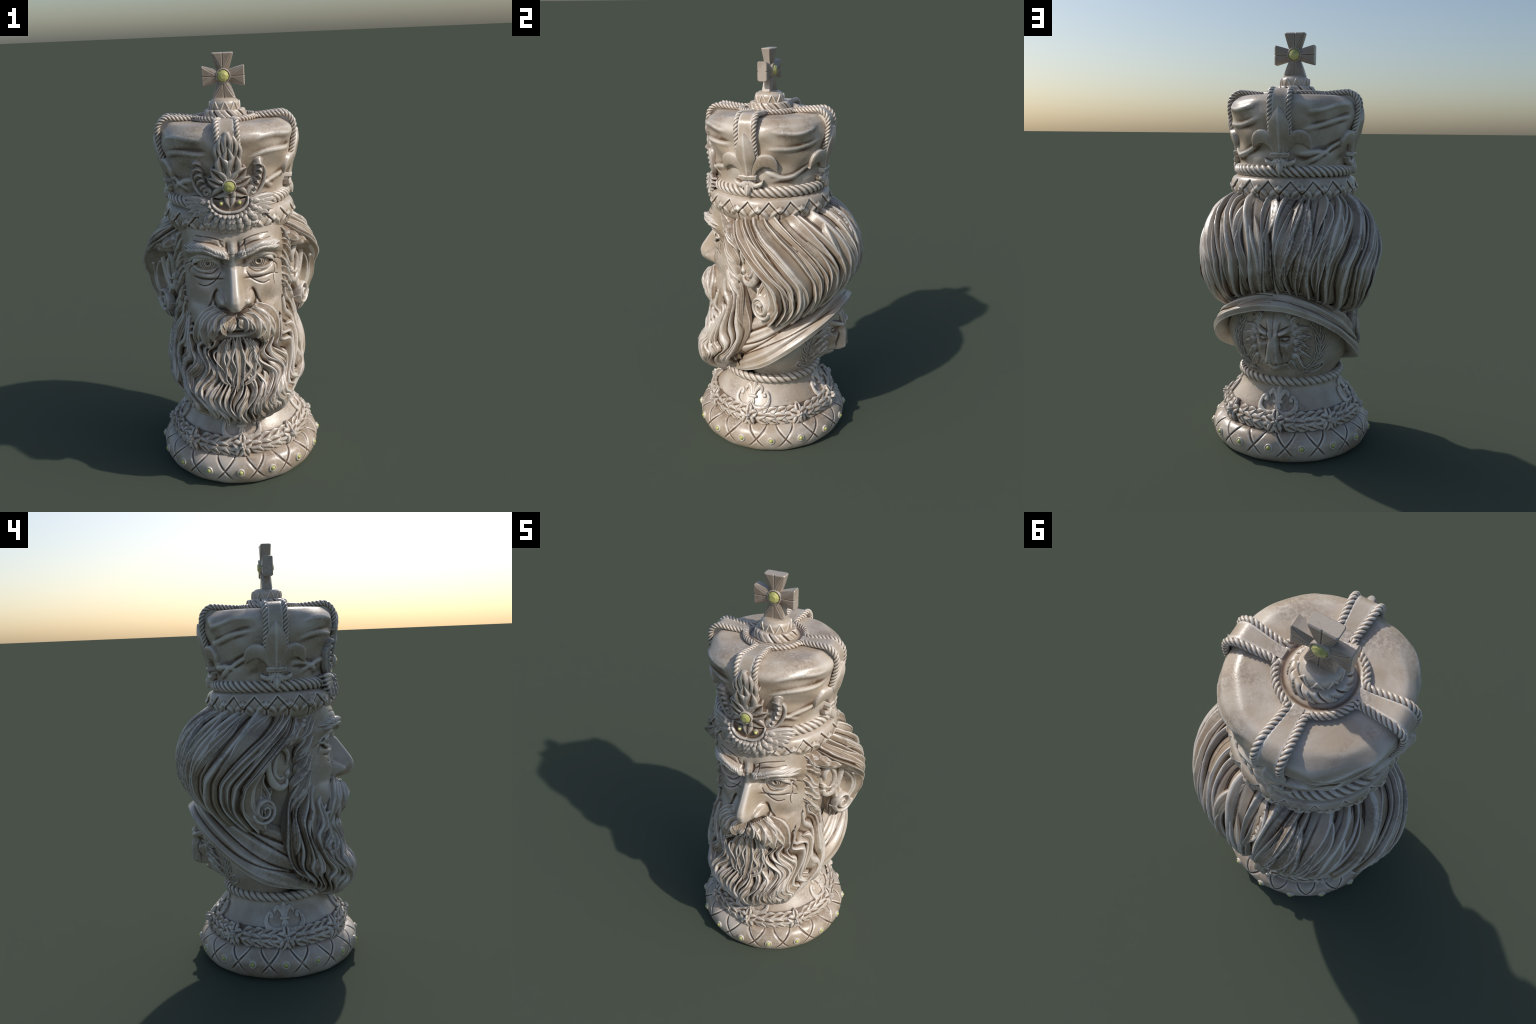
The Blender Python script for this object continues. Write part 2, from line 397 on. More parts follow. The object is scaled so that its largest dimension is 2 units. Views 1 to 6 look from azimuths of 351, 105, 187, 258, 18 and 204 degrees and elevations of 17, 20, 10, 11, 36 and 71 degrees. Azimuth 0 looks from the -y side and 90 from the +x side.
# lion mask on the back
def lion_h(x, z):
    ax = np.abs(x)
    h = .050 * np.clip(1.25 - (x / .104) ** 2 - ((z - .585) / .150) ** 2, 0, 1) ** .5
    w = pchip([.46, .50, .56, .62, .66, .72], [.040, .042, .033, .026, .030, .05], z)
    ridge = pchip([.44, .478, .490, .502, .52, .56, .61, .64, .68, .72], [.0, .012, .038, .048, .046, .038, .024, .014, .010, 0], z)
    h = h + ridge * np.exp(-(ax / w) ** 8)
    h = h + .018 * bump(ax, z, .046, .497, .030, .024)                      # muzzle
    h = h + .030 * bump(ax, z, .058, .640 + .35 * (ax - .056), .034, .012, 3)    # brow
    h = h + .005 * bump(ax, z, .035, .685, .028, .03)
    h = h - .034 * bump(ax, z, .060, .606, .030, .016, 2.5)                       # eye hollow
    h = h + .018 * bump(ax, z, .060, .604, .016, .008)
    h = h + .014 * bump(ax, z, .078, .565, .020, .032)                       # cheek
    h = h - .003 * np.exp(-(ax / .010) ** 2) * ss(.60, .63, z)                  # brow furrow
    h = h - .020 * np.exp(-((z - .474 - .10 * ax) / .006) ** 2) * (ax < .07)     # mouth
    h = h - .012 * np.exp(-(ax / .004) ** 2) * ss(.505, .495, z) * ss(.470, .48, z)
    h = h - .014 * bump(ax, z, .026, .496, .008, .006)                       # nostril
    h = h + .020 * bump(ax, z, 0, .452, .034, .014)                          # chin
    return h
def Slion(x, z): return np.stack([x, np.sqrt(np.maximum(pchip(CUP_Z, CUP_R, z) ** 2 - x ** 2, .02)), z], -1)
Mlion = offset(Slion)
X_, Z_ = np.meshgrid(np.linspace(-.128, .128, 170), np.linspace(.415, .745, 200), indexing='ij')
e = ((X_ / .106) ** 4 + ((Z_ - .58) / .162) ** 4) ** .25
H_ = lion_h(X_ / .84, Z_); H_ = H_ * ss(1.0, .90, e) - .02 * ss(.9, 1.0, e)
P = Slion(X_, Z_); P[..., 1] += H_
s = Soup(); s.grid(P, flip=True); lion = s.obj('lion_head', STONE, root)
A_, T_ = np.meshgrid(np.linspace(0, 2 * pi, 72, endpoint=False), np.linspace(.3, 1.0, 14), indexing='ij')
s = Soup(); s.grid(Mlion(.150 * T_ * np.cos(A_), .585 + .150 * T_ * np.sin(A_), .006 * ss(1.0, .80, T_) - .004), wu=True); s.obj('mane_bed', GROOVE_BROWN, lion)
for ring_, (nk, r0, r1, w0, h0) in enumerate(((24, 1.0, 1.95, .018, .022), (22, .84, 1.55, .016, .032))):
    for k in range(nk):
        a_ = 2 * pi * (k + .5 * (ring_ + 1)) / nk + rng.normal(0, .04)
        sx, sz = math.cos(a_), math.sin(a_)
        if sz < -.75: r1k = 1.18
        else: r1k = r1 * (1 if sz < .6 else .88)
        if ring_ == 1 and abs(sz) > .93: continue
        c = np.array((0, .585)); e0 = np.array((.088 * sx, .118 * sz)); tang = np.array((-sz, sx)) * (1 if sx > 0 else -1)
        w_ = w0 + rng.uniform(-.003, .003); wv = rng.uniform(.004, .009)
        strip(Mlion, [c + e0 * r0, c + e0 * (r0 + .28) + tang * wv, c + e0 * (r0 + .28 + r1k) * .5 - tang * wv * .6, c + e0 * r1k + tang * wv * .9 + (0, -.012)],
              [w_ * .5, w_, w_ * .95, w_ * .6, 0], [h0 * .5, h0, h0 * .85, h0 * .6, .004], nt=34, nq=13, base=-.008, edge=.35, ripple=.002).obj('mane_lock', HAIRM, lion)
# laurel sprays either side of the lion
Mcup = offset(lambda s_, z: pol(Rcup(z, s_ / .36 + pi), s_ / .36 + pi, z))
for g_ in (-1, 1):
    stem = [(g_*.12, .405), (g_*.19, .44), (g_*.225, .51), (g_*.225, .58), (g_*.20, .66)]
    strip(Mcup, stem, [.003, .004, .003, .001], [.007], nt=30, nq=5, base=-.004).obj('laurel_stem', DARK, bust)
    t = np.linspace(.12, .95, 7); m = smooth_path(stem, t); d = smooth_path(stem, t + .02) - smooth_path(stem, t - .02)
    d /= np.linalg.norm(d, axis=1, keepdims=True)
    for i in range(7):
        for sd in (-1, 1):
            n_ = np.array((-d[i, 1], d[i, 0])) * sd
            strip(Mcup, [m[i], m[i] + d[i] * .022 + n_ * .016, m[i] + d[i] * .058 + n_ * .024], [.002, .011, .010, 0], [.006, .010, .006],
                  nt=14, nq=9, prof='leaf', rib=.003, base=-.004).obj('spray_leaf', DARK, bust)
    strip(Mcup, [(g_*.17, .405), (g_*.24, .42), (g_*.275, .445), (g_*.262, .468), (g_*.245, .455), (g_*.255, .445)], [.004, .006, .006, .005, .004], [.008], nt=34, nq=7, base=-.004).obj('scroll_relief', DARK, bust)

# ================================================================== HEAD
def head_axes(z):
    f = pchip([.45, .60, .68, .74, .80, .87, .93, 1.0, 1.09, 1.15, 1.20, 1.26],
              [.235, .25, .272, .284, .284, .276, .271, .271, .274, .292, .292, .280], z)
    ax = pchip([.45, .65, .85, 1.0, 1.1, 1.26], [.235, .24, .246, .248, .25, .252], z)
    return ax, f
def nose_w(z): return pchip([.86, .89, .92, .95, .98, 1.03, 1.08, 1.13], [.034, .042, .046, .044, .037, .031, .027, .025], z)
def face_h(x, z):
    ax = np.abs(x)
    N = pchip([.862, .878, .892, .905, .922, .942, .965, 1.0, 1.04, 1.075, 1.10, 1.14],
              [0, .048, .104, .124, .133, .136, .129, .106, .076, .047, .026, .0], z)
    nw = nose_w(z); h = N * (1.02 / (1 + (ax / nw) ** 3.4) - .02)
    h = h + .050 * bump(ax, z, .066, .930, .023, .026, 2.3) - .003 * bump(ax, z, .048, .948, .009, .022)                     # nostril wings
    h = h - .020 * bump(ax, z, .088, .925, .012, .030)                        # crease beside the wing
    h = h - .014 * bump(ax, z, .038, .895, .014, .010)                        # nostril
    bz = pchip([0, .02, .08, .13, .17, .21, .25], [1.122, 1.126, 1.146, 1.164, 1.158, 1.132, 1.10], ax)
    h = h + .034 * np.exp(-(np.abs(z - bz - .010) / .027) ** 2.4) * ss(.004, .040, ax) * (1 - .6 * ss(.15, .235, ax))
    h = h + .022 * bump(x, z, 0, 1.145, .016, .045)                            # between the brows
    h = h - .012 * bump(ax, z, .027, 1.150, .006, .028)
    h = h - .006 * bump(x, z, 0, 1.083, .032, .007)                       # fold across the bridge
    h = h + .010 * bump(ax, z, .09, 1.205, .06, .03)
    h = h - .032 * bump(ax, z, .118, 1.086, .068, .032, 3.5)                    # eye socket
    h = h - .012 * bump(ax, z, .048, 1.085, .018, .030)                         # inner corner
    h = h + .016 * bump(ax, z, .120, 1.034, .052, .015)                         # bag below the eye
    bagz = 1.015 + 1.6 * (ax - .115) ** 2
    h = h - .008 * np.exp(-((z - bagz) / .006) ** 2) * bump(ax, z, .12, 1.02, .060, .05, 4)
    h = h + .016 * bump(ax, z, .160, .965, .055, .045)                          # cheekbone
    h = h + .010 * bump(ax, z, .105, .925, .03, .05)
    h = h - .010 * bump(ax, z, .170, .895, .04, .025) + .020 * bump(ax, z, .14, .815, .06, .06)
    fold = np.exp(-((ax - (.092 + (.945 - z) * .42)) / .008) ** 2) * ss(.84, .88, z) * ss(.985, .95, z)
    h = h - .010 * fold                                                        # nasolabial fold
    h = h + .020 * bump(x, z, 0, .745, .062, .012, 2.5)                          # lower lip
    h = h + .012 * bump(x, z, 0, .778, .060, .012, 2.5)
    h = h - .014 * bump(x, z, 0, .762, .085, .005, 3)
    # wrinkles
    for g_ in (-1, 1):
        for pts, d, w in (([(g_*.072, .964), (g_*.086, .957), (g_*.097, .930), (g_*.092, .898)], .007, .008),
                          ([(g_*.185, 1.088), (g_*.205, 1.080), (g_*.222, 1.062)], .004, .004),
                          ([(g_*.183, 1.070), (g_*.20, 1.052), (g_*.205, 1.03)], .004, .004),
                          ([(g_*.06, 1.045), (g_*.09, 1.005), (g_*.13, .985), (g_*.16, .99)], .005, .004),
                          ([(g_*.07, 1.062), (g_*.10, 1.045), (g_*.15, 1.048)], .004, .003),
                          ([(g_*.05, 1.175), (g_*.10, 1.196), (g_*.17, 1.200)], .004, .005),
                          ([(g_*.045, 1.20), (g_*.09, 1.218), (g_*.16, 1.222)], .003, .004),
                          ([(g_*.032, 1.170), (g_*.05, 1.185), (g_*.055, 1.20)], .005, .005)):
            h = h - d * groove(x, z, pts, w)
    for pts in ([(.187, 1.065), (.190, 1.03), (.183, 1.0), (.188, .965)], [(.170, 1.018), (.19, 1.015), (.205, 1.005)],
                [(.055, 1.185), (.058, 1.155), (.065, 1.125)]):
        h = h - .0032 * groove(x, z, pts, .0028)                                # scars
    return h
NSE = 2.7
def face_y(x, z):
    ax, f = head_axes(z)
    return -f * np.maximum(1 - (np.abs(x) / ax) ** NSE, .02) ** (1 / NSE) - face_h(x, z)
ta = np.linspace(-pi, pi, 521)[:-1]
ta = ta - .55 * np.sin(ta) * 0.6                   # denser at the front
A_, Z_ = np.meshgrid(ta, np.linspace(.45, 1.255, 430), indexing='ij')
axx, ff = head_axes(Z_)
sn, cs = np.sin(A_), np.cos(A_)
X_ = axx * np.sign(sn) * np.abs(sn) ** (2 / NSE)
Yb = np.where(cs > 0, -ff * np.abs(cs) ** (2 / NSE), .25 * np.abs(cs) ** (2 / NSE))
Y_ = Yb - face_h(X_, Z_) * ss(.05, .35, cs)
s = Soup(); s.grid(np.stack([X_, Y_, Z_], -1), wu=True)
head = s.obj('head', STONE, root)
Mface = offset(lambda x, z: np.stack([x, face_y(x, z), z], -1))

# eyes: ball with carved iris, lids as separate folds
EYE = np.array((.118, -.209, 1.084)); ER = .050
for g_ in (-1, 1):
    ph = np.linspace(0, 2 * pi, 64, endpoint=False); rho = np.linspace(0, 1.25, 70)
    PH, RH = np.meshgrid(ph, rho, indexing='ij')
    d = ER - .0034 * np.exp(-((RH - .56) / .05) ** 2) - .0016 * np.exp(-((RH - .37) / .05) ** 2) - .014 * (1 - ss(.10, .27, RH))
    tilt = .10 * -g_
    d = d + .0015; ex = d * np.sin(RH) * np.cos(PH); ez = d * np.sin(RH) * np.sin(PH); ey = -d * np.cos(RH)
    c_, s_ = math.cos(tilt), math.sin(tilt)
    P = np.stack([g_ * EYE[0] + ex * c_ - ey * s_ * 0.6, EYE[1] + ey, EYE[2] + ez + .004], -1)
    so = Soup(); so.grid(P, wu=True); so.obj('eye', STONE, head)
    def Sball(x, z, g_=g_):
        r2 = np.maximum((ER + .001) ** 2 - ((x - g_ * EYE[0]) * .80) ** 2 - (z - EYE[2]) ** 2, .0002)
        return np.stack([x, EYE[1] - np.sqrt(r2), z], -1)
    Mb = offset(Sball)
    up = [(g_*.052, 1.064), (g_*.075, 1.088), (g_*.105, 1.110), (g_*.140, 1.112), (g_*.170, 1.098), (g_*.186, 1.078)]
    lo = [(g_*.052, 1.063), (g_*.085, 1.057), (g_*.120, 1.053), (g_*.155, 1.061), (g_*.184, 1.079)]
    strip(Mb, up, [.003, .0080, .0090, .0085, .004], [.007, .012, .013, .009], nt=40, nq=11, base=-.016).obj('eyelid', STONE, head)
    strip(Mb, lo, [.003, .0065, .007, .006, .003], [.006, .009, .010, .007], nt=40, nq=11, base=-.016).obj('eyelid', STONE, head)
    up2 = [(g_*.062, 1.092), (g_*.095, 1.119), (g_*.14, 1.127), (g_*.18, 1.110), (g_*.20, 1.086)]
    strip(Mface, up2, [.002, .008, .011, .010, .003], [.004, .012, .012, .006], nt=30, nq=9, base=-.006).obj('brow_fold', STONE, head)
    # eyebrow tufts
    for row in range(2):
        n = 15 - row
        for k in range(n):
            f = (k + .5 * row) / (n - 1); x0 = .030 + .160 * f
            zc = pchip([0, .02, .08, .13, .17, .21], [1.124, 1.128, 1.148, 1.168, 1.162, 1.138], np.float64(x0)) + (.012 if row else -.006)
            L_ = .042 + .014 * math.sin(pi * f) + rng.uniform(-.006, .006)
            ang = math.radians((66 if row else 50) - 58 * f ** .8 + rng.uniform(-6, 6))
            dx, dz = math.cos(ang) * L_, math.sin(ang) * L_ * (1 - .9 * max(0, f - .6))
            w_ = .0082 + .002 * rng.random()
            strip(Mface, [(g_*(x0 - dx*.40), zc - dz*.45), (g_*(x0 + dx*.05), zc + dz*.02 + .003), (g_*(x0 + dx*.70), zc + dz*.45 - .003)],
                  [w_*.5, w_, w_*.95, 0], [.004, .011, .010, .001], nt=18, nq=9, base=-.004, lean=g_).obj('eyebrow_tuft', HAIRM, head)

# ears
def make_ear(g_):
    S = lambda p, z: np.stack([g_ * (.268 + .50 * (p + .045) - .10 * np.maximum(0, 1.0 - z) * 0), p, z], -1)
    def M(p, z, h): q = S(p, z); q[..., 0] += g_ * h; q[..., 1] -= .25 * h; return q
    so = Soup(); kw = dict(M=M, soup=so, base=-.03)
    strip(mid=[(.005, 1.10), (.008, 1.0), (-.004, .895)], width=[.02, .05, .052, .04, .01], height=[.004, .004, .006, .004], nt=34, nq=19, prof='flat', **kw)
    strip(mid=[(-.030, 1.005), (-.032, 1.06), (.012, 1.095), (.055, 1.06), (.058, .99), (.038, .93), (.008, .903), (-.022, .912), (-.030, .940)],
          width=[.006, .012, .014, .013, .013, .015, .019, .017, .006], height=[.018, .030, .034, .034, .030, .026, .024, .018], nt=70, nq=11, **kw)
    strip(mid=[(.002, 1.06), (.026, 1.02), (.028, .97), (.008, .945), (-.016, .950)], width=[.005, .009, .010, .009, .005], height=[.016, .022, .022, .016], nt=40, nq=9, **kw)
    strip(mid=[(-.040, .985), (-.032, .965), (-.034, .945)], width=[.004, .013, .004], height=[.012, .022, .012], nt=20, nq=9, **kw)
    return so.obj('ear', STONE, head)
for g_ in (-1, 1): make_ear(g_)

# ------------------------------------------------------------------ lock bands
def band_lock(M, bl, br, tt, H, dep, seed, nq=15, skew=.0, edge_l=None, edge_r=None, soup=None, strands=2):
    """one lock of carved hair between two flow lines bl(t), br(t) of a surface"""
    r = np.random.default_rng(seed)
    q = (1 - np.cos(np.linspace(0, pi, nq))) / 2
    L_, R_ = bl(tt), br(tt)
    xl, xr = edge_l is None, edge_r is None
    q = np.r_[([-.06] if xl else []), q, ([1.06] if xr else [])]      # tuck a little under the neighbouring locks
    U = L_[:, None] + (R_ - L_)[:, None] * q; T = np.broadcast_to(tt[:, None], U.shape)
    c = np.clip(2 * q - 1, -1, 1)
    k = skew * (1 + .45 * np.sin(tt * 7 + r.uniform(0, 6)))[:, None]
    pr = np.maximum(1 - np.abs(c[None] - k) / np.where(c[None] > k, 1 - k, 1 + k), 0) ** 1.3
    Hh = H * (1 + .25 * np.sin(tt * 9 + r.uniform(0, 6)))[:, None]
    h = -dep + (Hh + dep) * pr
    ph = r.uniform(0, 6); cw = .25 * np.sin(tt * 5 + ph)
    for j in range(strands):                      # finer engraved lines inside the lock
        c0 = (j + 1) / (strands + 1) * 2 - 1 + .3 * np.sin(tt * 6 + ph + j * 2)
        h = h - .28 * H * np.exp(-((c[None] - c0[:, None]) / .14) ** 2) * np.sin(pi * np.clip(tt * 1.0, 0, 1))[:, None] ** .5
    if xl: h[:, 0] = -dep + .20 * (H + dep)
    if xr: h[:, -1] = -dep + .20 * (H + dep)
    if edge_l is not None: h[:, 0] = -edge_l
    if edge_r is not None: h[:, -1] = -edge_r
    s_ = soup or Soup(); s_.grid(M(U, T, h)); return s_

# ================================================================== HAIR
RM_A = [55, 65, 75, 90, 105, 120, 150, 180]
RM_P = [.303, .324, .362, .416, .449, .456, .458, .458]      # + side
RM_N = [.303, .327, .370, .428, .454, .462, .466, .460]
PR = [(.60, 0), (.69, .03), (.78, .09), (.870, .19), (.938, .31), (.985, .44), (1.0, .57), (.99, .70), (.95, .82), (.88, .92), (.78, 1.0), (.64, 1.03)]
PT = np.linspace(0, 1, len(PR)); PRr = [p[0] for p in PR]; PRz = [p[1] for p in PR]
EDGE = ([0, .12, .22, .34, .46, .58, .70, .80, .90, 1.0], [64, 68, 76, 90, 102, 111, 113, 110, 106, 108])
def hair_S(u, t):
    t = np.clip(t, 0, 1); f = np.abs(u); g_ = np.where(u >= 0, 1.0, -1.0)
    ed = pchip(*EDGE, t)
    az = 180 - (180 - ed) * np.clip(f, 0, 1.05)
    rm = np.where(g_ > 0, pchip(RM_A, RM_P, az), pchip(RM_A, RM_N, az))
    zb = pchip([60, 100, 130, 155, 180], [.710, .710, .735, .80, .825], az)
    z = 1.245 - (1.245 - zb) * pchip(PT, PRz, t)
    r = rm * pchip(PT, PRr, t)
    r = np.maximum(r, .262)
    return pol(r, np.radians(az) * g_, z)
Mhair = offset(hair_S)
U_, T_ = np.meshgrid(np.linspace(-1.0, 1.0, 140), np.linspace(0, 1, 60), indexing='ij')
s = Soup(); s.grid(Mhair(U_, T_, np.full(U_.shape, -.020))); hair = s.obj('hair', GROOVE_BROWN, root)
tt = np.linspace(0, 1, 90)
nl = 10
wid = rng.uniform(.5, 1.6, 2 * nl); wid = wid / wid.sum() * 2
cuts = np.r_[-1, -1 + np.cumsum(wid)]; cuts[-1] = 1
def hair_cut(i):
    u0 = cuts[i]
    if i in (0, 2 * nl): return lambda t: np.full_like(t, u0)
    a1 = .030 * (1 if i % 2 else .5); p1 = rng.uniform(0, 6); f1 = rng.uniform(3.5, 6.5); p2 = rng.uniform(0, 6)
    lean = .07 * math.sin(u0 * 3)
    return lambda t: u0 + a1 * np.sin(t * f1 + p1) + .010 * np.sin(t * 11 + p2) - lean * np.sin(pi * t) * (1 - u0 * u0)
fc = [hair_cut(i) for i in range(2 * nl + 1)]
for i in range(2 * nl):
    wide = cuts[i+1] - cuts[i]
    band_lock(Mhair, fc[i], fc[i+1], tt, .009 + .055 * wide, .014, 100 + i, nq=27, skew=rng.choice([-.55, .55, .3]),
              edge_l=.045 if i == 0 else None, edge_r=.045 if i == 2 * nl - 1 else None, strands=1).obj('hair_lock', HAIRM, hair)
# loose overlying strands, some broad, some narrow, with pointed ends
for k in range(30):
    u0 = rng.uniform(-.92, .92); t0 = rng.uniform(.0, .35); t1 = min(.98, t0 + rng.uniform(.40, .75))
    ph = rng.uniform(0, 6); w_ = rng.uniform(.016, .042); dr = rng.uniform(-.06, .06)
    mid = [(u0 + dr * q + .028 * math.sin(5 * q + ph), t0 + (t1 - t0) * q) for q in np.linspace(0, 1, 6)]
    hh = .006 + .18 * w_
    strip(Mhair, mid, [0, w_ * .8, w_ * 1.1, w_ * .8, 0], [.002, hh, hh + .004, hh, .0], nt=60, nq=15, base=-.014, lean=.45 * rng.choice([-1, 1]), ripple=.0008).obj('hair_lock', HAIRM, hair)
# hair turned in behind each ear, ending in a rolled curl
Mfill = offset(lambda a_, z: pol(.262 + .0026 * (a_ / .0061 - 84) + .034 * ss(.90, .78, z), np.radians(a_ / .0061), z))    # a_ in metres, 0.0061 m per degree
for g_ in (-1, 1):
    def Mf(u, v, h, g_=g_):
        p = Mfill(u, v, h); p[..., 0] *= g_; return p
    D = .0061
    for k, (az, zt, zb2, sw) in enumerate(((101, 1.01, .80, 5), (104, .99, .775, 7), (107, 1.0, .76, 7), (111, .98, .74, 6), (99, .90, .80, -4))):
        strip(Mf, [((az - 1)*D, zt), ((az + 4 + sw*.3)*D, zt*.66 + zb2*.34), ((az + 3 - sw*.4)*D, zt*.33 + zb2*.67), ((az - 3 + sw*.3)*D, zb2)],
              [.006, .017, .019, .014, .002], [.008, .016, .020, .012], nt=40, nq=13, base=-.03, lean=.4 * (1 if k % 2 else -1), ripple=.0025).obj('hair_lock', HAIRM, hair)
    # locks combed outward from the hairline to the swept-back edge
    def Sfr(u, v, g_=g_):
        q_ = np.clip(u / .12, -.1, 1.1); t_ = v / .55
        E_ = hair_S(np.full(np.shape(t_), .99) * g_, t_)
        hz = E_[..., 2] - .004
        Hd = pol(np.full(np.shape(t_), .258), np.radians(pchip([0, .08, .32, .40, .55, 1.0], [52, 54, 72, 102, 108, 106], t_)) * g_, hz)
        w_ = q_[..., None]; bow = (np.sin(np.clip(q_, 0, 1) * pi) * .018)[..., None] * np.array((0, -1., 0))
        return Hd * (1 - w_) + E_ * w_ + bow
    def Mfr(u, v, h, S_=Sfr):
        return S_(u, v) + np.stack([.35 * g_ * h, -.9 * h, .2 * h], -1)
    for k in range(5):
        t_ = .07 + .058 * k; wv = .012 * (-1) ** k
        strip(Mfr, [(-.008, t_*.55 + .016), (.030, t_*.55 - .004 + wv*.4), (.065, t_*.55 + .010 - wv*.4), (.090, t_*.55 - .002), (.110, t_*.55 + .004)],
              [.012, .028, .030, .024, .012], [.002, .009, .013, .010, .002], nt=44, nq=15, base=-.02, lean=.45).obj('hair_lock', HAIRM, hair)
    so = Soup(); uu, vv = np.meshgrid(np.linspace(-.01, .118, 30), np.linspace(.29, .92, 60) * .55, indexing='ij')
    so.grid(Mfr(uu, vv, 0 * uu - .004)); so.obj('hair_roll', HAIRM, hair)
    for k, (u0, t0_, t1_) in enumerate(((.022, .50, .86), (.048, .46, .90), (.074, .44, .92), (.098, .46, .94))):
        strip(Mfr, [(u0 - .004, t0_*.55), (u0 + .010, (t0_*.6 + t1_*.4)*.55), (u0 - .006, (t0_*.25 + t1_*.75)*.55), (u0 + .004, t1_*.55)],
              [.004, .016, .018, .014, .002], [.004, .014, .018, .010], nt=44, nq=13, base=-.02, lean=(1 if k % 2 else -1)).obj('hair_lock', HAIRM, hair)
    so = Soup(); n = 110; q = np.linspace(0, 1, n)
    ang = -.05 * pi - q * 3.7 * pi; rad = .056 * (1 - q) ** .75 + .006
    ctr = np.array((g_ * .338, .088, .810)); pu = np.array((g_ * .45, .89, 0)); pn = np.array((g_ * .89, -.45, 0)); pv = np.array((0, 0, 1.))
    nx = np.cos(ang)[:, None] * pu + np.sin(ang)[:, None] * pv
    P0 = ctr + nx * rad[:, None] + pn * (.012 * q)[:, None]
    cross = np.linspace(0, 2 * pi, 16, endpoint=False); w1 = .026 * (1 - .3 * q); w2 = .010 * (1 - .35 * q)
    V = P0[:, None] + np.cos(cross)[None, :, None] * w1[:, None, None] * pn + np.sin(cross)[None, :, None] * w2[:, None, None] * nx[:, None]
    o = so.grid(V, wv=True); so.fan(np.arange(16) + o, P0[0]); so.fan(np.arange(16) + o + (n-1)*16, P0[-1])
    so.obj('hair_curl', HAIRM, hair)

# sideburn and temple locks in front of the ears
def Sside(s_, z):
    az = s_ / .27; r = pchip([.70, .85, 1.0, 1.15, 1.25], [.285, .276, .272, .274, .278], z)
    r = r * (1 + .06 * np.cos(az) ** 2)
    return pol(r, az, z)
Mside = offset(Sside)
for g_ in (-1, 1):
    for k in range(12):
        z0 = 1.225 - k * .029 + rng.uniform(-.008, .008); a0 = math.radians(52 + rng.uniform(-2, 4) + .5 * k) * .27; L_ = rng.uniform(.085, .12); D_ = rng.uniform(.085, .15)
        ph = rng.uniform(-.012, .012); w_ = rng.uniform(.013, .022)
        strip(Mside, [(g_*a0, z0), (g_*(a0 + L_*.30), z0 - D_*.16 + ph*.3), (g_*(a0 + L_*.52), z0 - D_*.45), (g_*(a0 + L_*.84), z0 - D_*.70), (g_*(a0 + L_*.96), z0 - D_)],
              [.003, w_*.9, w_*1.15, w_*.9, 0], [.004, .018, .024, .020, .002], nt=54, nq=15, base=-.014, lean=g_ * rng.choice([-1, -1, 1]), ripple=.001).obj('sideburn_lock', HAIRM, hair)

# ================================================================== BEARD
BV = [.10, .20, .30, .36, .42, .47, .53, .60, .68, .74, .85, .98]
def beard_S(a_, t):
    g_ = np.where(a_ >= 0, 1.0, -1.0); f = np.clip(np.abs(a_), 0, 1.03)
    A5 = [0, .3, .55, .8, 1.0]
    G = np.array([[(0, .72), (0, .60), (0, .47), (0, .34), (0, .16)],
                  [(16, .72), (18, .60), (17, .47), (14, .34), (9, .16)],
                  [(37, .74), (40, .62), (37, .48), (30, .35), (20, .16)],
                  [(52, .87), (61, .73), (61, .57), (52, .41), (37, .16)],
                  [(68, .98), (80, .85), (88, .69), (80, .49), (60, .17)]])
    T5 = np.linspace(0, 1, 5)
    th = np.zeros(np.broadcast(f, t).shape); v = np.zeros_like(th)
    f = np.broadcast_to(f, th.shape); t = np.clip(np.broadcast_to(t, th.shape), 0, 1)
    cols_t = [pchip(T5, G[i, :, 0], t) for i in range(5)]; cols_v = [pchip(T5, G[i, :, 1], t) for i in range(5)]
    i = np.clip(np.searchsorted(A5, f, side='right') - 1, 0, 3); A5 = np.asarray(A5)
    lam = (f - A5[i]) / (A5[i+1] - A5[i])
    ct, cv = np.stack(cols_t, 0), np.stack(cols_v, 0)
    take = lambda c, j: np.take_along_axis(c, j[None], 0)[0]
    th = take(ct, i) * (1 - lam) + take(ct, i+1) * lam; v = take(cv, i) * (1 - lam) + take(cv, i+1) * lam
    return beard_R(th, v, g_)
def beard_R(th, v, g_):
    R0 = pchip(BV, [.19, .265, .340, .374, .387, .378, .330, .308, .296, .288, .278, .27], v)
    R3 = pchip(BV, [.19, .262, .332, .364, .381, .380, .350, .332, .318, .306, .287, .27], v)
    R6 = pchip(BV, [.19, .250, .292, .316, .332, .340, .340, .332, .318, .302, .275, .264], v)
    R9 = pchip(BV, [.19, .23, .255, .268, .278, .288, .296, .300, .298, .290, .270, .262], v)
    W = [np.maximum(0, 1 - np.abs(th - c) / 30.) for c in (0, 30, 60, 90)]
    W = [w * w * (3 - 2 * w) for w in W]; sw = sum(W)
    r = sum(w * R for w, R in zip(W, (R0, R3, R6, R9))) / np.where(sw == 0, 1, sw)
    z = np.where(v > .42, v, pchip([.10, .16, .20, .25, .30, .36, .42], [.300, .299, .301, .309, .328, .367, .42], v))
    lift = .125 * (np.clip(np.abs(th), 0, 80) / 60.) ** 2
    z = z + lift * ss(.55, .22, v)
    return pol(r, np.radians(th) * g_, z)
Mbeard = offset(beard_S)
U_, T_ = np.meshgrid(np.linspace(-1.02, 1.02, 150), np.linspace(0, 1, 80), indexing='ij')
s = Soup(); s.grid(Mbeard(U_, T_, np.full(U_.shape, -.017))); beard = s.obj('beard', GROOVE_BROWN, root)
nb = 28; wid = rng.uniform(.6, 1.5, nb); wid = wid / wid.sum() * 2
cb = np.r_[-1, -1 + np.cumsum(wid)]; cb[-1] = 1
